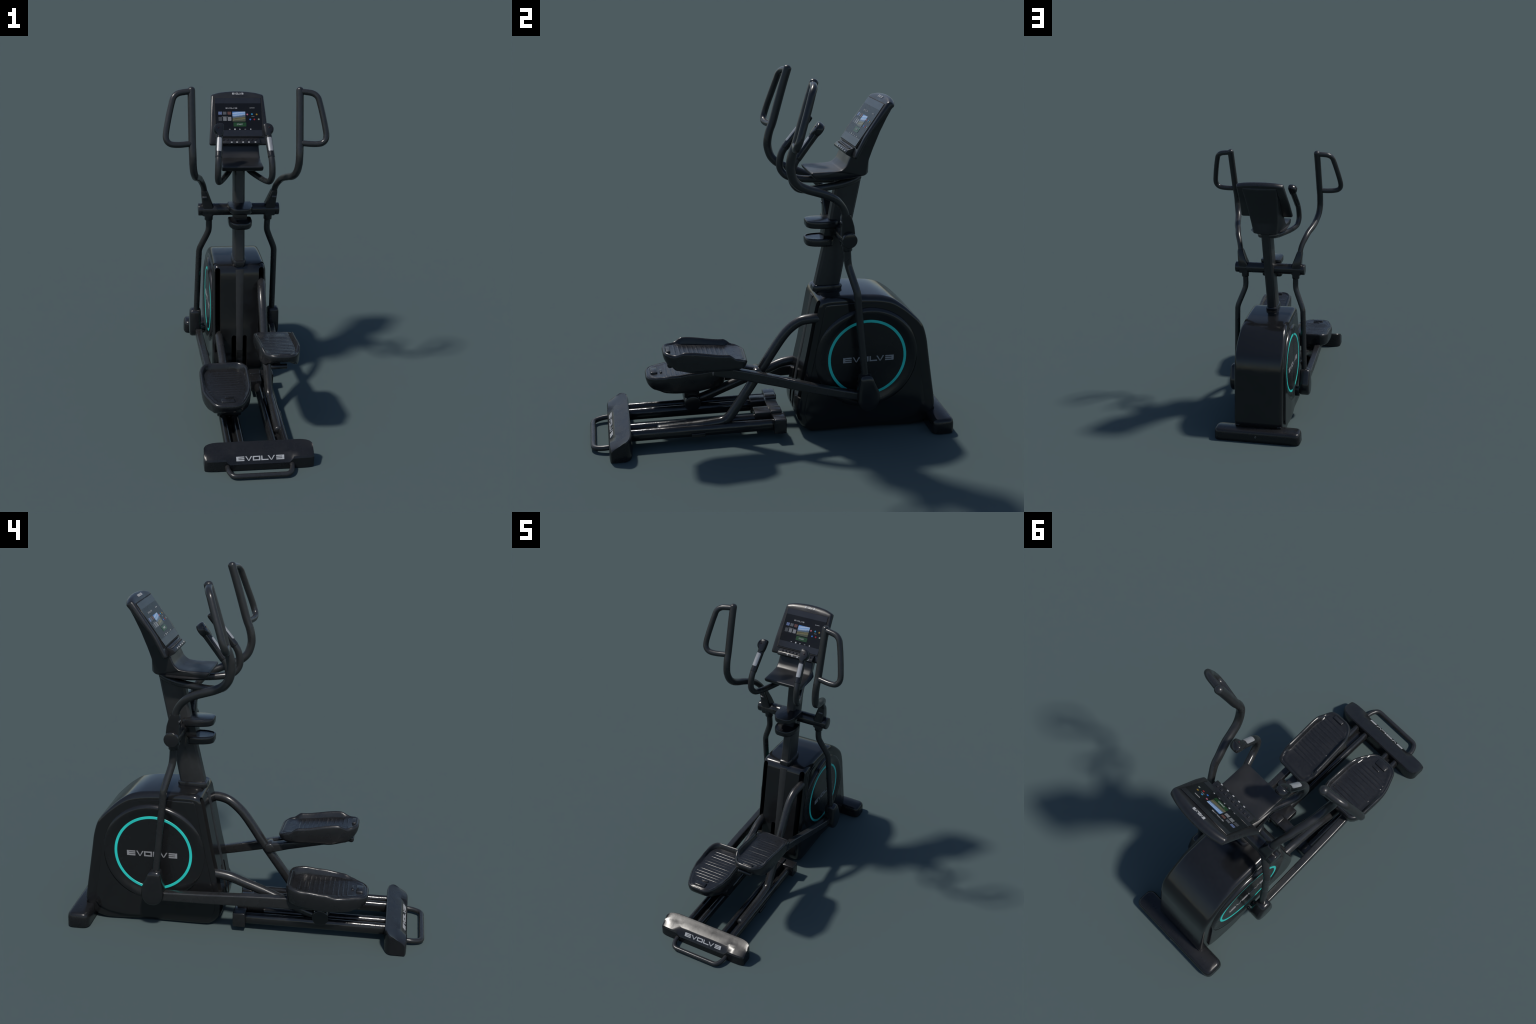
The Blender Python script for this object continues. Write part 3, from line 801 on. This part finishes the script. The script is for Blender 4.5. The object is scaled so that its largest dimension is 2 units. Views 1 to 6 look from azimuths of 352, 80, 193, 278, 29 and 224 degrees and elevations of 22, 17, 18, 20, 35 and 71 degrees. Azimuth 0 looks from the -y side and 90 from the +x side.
# ================================================================== PEDALS
def lerp_table(tab, y):
    if y <= tab[0][0]:
        return tab[0][1]
    for (a, va), (b, vb) in zip(tab[:-1], tab[1:]):
        if y <= b:
            t = (y - a) / (b - a)
            t = t if len(tab) == 2 else t * t * (3 - 2 * t)
            return va + (vb - va) * t
    return tab[-1][1]
def make_pedal(plan_pts, radii, rim_in, rim_out, floor, bottom, cx, flare, front_wall):
    """Tray pedal: outline in plan, rim and floor heights as functions of y."""
    plan = rounded(plan_pts, radii, 7)
    # resample evenly so the rim heights are smooth
    pts = []
    m = len(plan)
    for i in range(m):
        a, b = plan[i], plan[(i + 1) % m]
        n = max(1, int((b - a).length / 0.006))
        for k in range(n):
            pts.append(a.lerp(b, k / n))
    m = len(pts)
    ys = [p.y for p in pts]; y0, y1 = min(ys), max(ys)
    cy = (y0 + y1) / 2
    hwid = (max(p.x for p in pts) - min(p.x for p in pts)) / 2
    hlen = (y1 - y0) / 2
    def ins(p, d):
        return V((cx + (p.x - cx) * (1 - d / hwid), cy + (p.y - cy) * (1 - d / hlen)))
    def rim(p):
        k = max(0, min(1, (p.x - (cx - hwid)) / (2 * hwid)))
        a, b = lerp_table(rim_in, p.y), lerp_table(rim_out, p.y)
        if cx < 0:
            a, b = b, a
        return a + (b - a) * k
    secs = []
    cur = [0.0]
    def add(d, zf):
        lp = []
        for p in pts:
            q = ins(p, d)
            cur[0] = q.y
            lp.append(V((q.x, q.y, zf(p))))
        secs.append(lp)
    bt = lambda p: lerp_table(bottom, p.y)
    fl = lambda p: lerp_table(floor, cur[0])
    add(0.075, lambda p: bt(p) + 0.000)
    add(0.026, lambda p: bt(p) + 0.000)
    add(0.012 + flare, lambda p: bt(p) + 0.002)
    add(0.005 + flare, lambda p: bt(p) + 0.009)
    add(0.002 + flare * 0.7, lambda p: bt(p) + 0.020)
    add(0.0, lambda p: bt(p) * 0.35 + rim(p) * 0.65)
    add(0.0, lambda p: rim(p) - 0.013)
    add(0.0015, lambda p: rim(p) - 0.007)
    add(0.005, lambda p: rim(p) - 0.0025)
    add(0.010, lambda p: rim(p))
    add(0.015, lambda p: rim(p) - 0.0015)
    add(0.020, lambda p: max(fl(p), rim(p) - 0.008))
    add(0.027, lambda p: fl(p) + 0.0015)
    add(0.034, lambda p: fl(p))
    add(0.050, lambda p: fl(p))
    add(0.090, lambda p: fl(p))
    add(0.105, lambda p: fl(p))
    return loft("pedal", secs, M_PEDAL, ROOT, sharp=40)

# upper pedal (x > 0)
pr = make_pedal([(0.056, -0.148), (0.266, -0.156), (0.283, -0.215), (0.283, -0.500), (0.240, -0.599), (0.094, -0.599), (0.042, -0.510), (0.033, -0.220)],
                [0.05, 0.05, 0.05, 0.05, 0.045, 0.045, 0.05, 0.05],
                rim_in=[(-0.598, 0.566), (-0.545, 0.559), (-0.490, 0.579), (-0.255, 0.549), (-0.205, 0.521), (-0.15, 0.505)],
                rim_out=[(-0.598, 0.567), (-0.550, 0.559), (-0.490, 0.577), (-0.255, 0.549), (-0.205, 0.522), (-0.15, 0.505)],
                floor=[(-0.605, 0.5600), (-0.15, 0.5060)],
                bottom=[(-0.605, 0.518), (-0.575, 0.495), (-0.540, 0.470), (-0.430, 0.455), (-0.20, 0.455), (-0.15, 0.464)], cx=0.159, flare=0.0, front_wall=False)
pl = make_pedal([(-0.036, -0.235), (-0.270, -0.235), (-0.303, -0.290), (-0.303, -0.520), (-0.240, -0.680), (-0.080, -0.680), (-0.006, -0.540), (-0.002, -0.290)],
                [0.05, 0.05, 0.05, 0.06, 0.05, 0.05, 0.06, 0.05],
                rim_in=[(-0.680, 0.296), (-0.640, 0.302), (-0.590, 0.312), (-0.540, 0.324), (-0.400, 0.338), (-0.290, 0.347), (-0.235, 0.347)],
                rim_out=[(-0.680, 0.298), (-0.600, 0.300), (-0.520, 0.302), (-0.450, 0.318), (-0.340, 0.328), (-0.235, 0.342)],
                floor=[(-0.690, 0.298), (-0.235, 0.308)],
                bottom=[(-0.690, 0.240), (-0.645, 0.222), (-0.580, 0.211), (-0.45, 0.212), (-0.235, 0.236)], cx=-0.153, flare=0.004, front_wall=True)

# tread bars across each pedal floor, sharing one mesh
def tread_mesh(length):
    prof = [(-0.0095, -0.002), (-0.0070, 0.0004), (-0.0035, 0.0023), (0.0, 0.0030), (0.0035, 0.0023), (0.0070, 0.0004), (0.0095, -0.002)]
    bm = bmesh.new()
    R = []
    for x, k in ((-0.5, -0.5), (-0.44, 0.35), (-0.34, 0.9), (-0.15, 1.0), (0.15, 1.0), (0.34, 0.9), (0.44, 0.35), (0.5, -0.5)):
        R.append([bm.verts.new((x * length, a, b if b < 0 else b * k)) for a, b in prof])
    for A, B in zip(R[:-1], R[1:]):
        for k in range(len(prof)):
            bm.faces.new((A[k], A[(k + 1) % len(prof)], B[(k + 1) % len(prof)], B[k]))
    bm.faces.new(R[0]); bm.faces.new(R[-1])
    bmesh.ops.recalc_face_normals(bm, faces=bm.faces[:])
    me = bpy.data.meshes.new("tread_bar")
    bm.to_mesh(me); bm.free()
    me.materials.append(M_PEDAL)
    for p in me.polygons:
        p.use_smooth = True
    return me
def treads(parent, cx, length, ya, yb, n, za, zb):
    me = tread_mesh(length)
    first = None
    for i in range(n):
        t = i / (n - 1)
        o = bpy.data.objects.new("tread_bar", me) if first is None else first.copy()
        first = first or o
        bpy.context.scene.collection.objects.link(o)
        o.parent = parent
        o.location = (cx, ya + (yb - ya) * t, za + (zb - za) * t - 0.0005)
        o.rotation_euler = (math.atan2(zb - za, yb - ya) + random.uniform(-0.10, 0.10), random.uniform(-0.006, 0.006), random.uniform(-0.012, 0.012))
        e = min(1.0, 0.90 + 0.25 * math.sin(math.pi * t))
        o.scale = (e, random.uniform(0.85, 1.1), random.uniform(0.6, 1.1))
treads(pr, 0.163, 0.190, -0.535, -0.265, 12, 0.5517, 0.5196)
treads(pl, -0.153, 0.235, -0.565, -0.300, 11, 0.3007, 0.3066)
# heel grips at the rear lip of the pedals
box("heel_pad", (0.175, -0.570, 0.558), (0.070, 0.024, 0.018), M_PEDAL, pr, bev=0.005)
box("heel_pad", (-0.160, -0.632, 0.299), (0.080, 0.040, 0.018), M_PEDAL, pl, bev=0.006)
box("heel_slot", (-0.150, -0.592, 0.3010), (0.050, 0.014, 0.010), M_PEDAL, pl, bev=0.003)
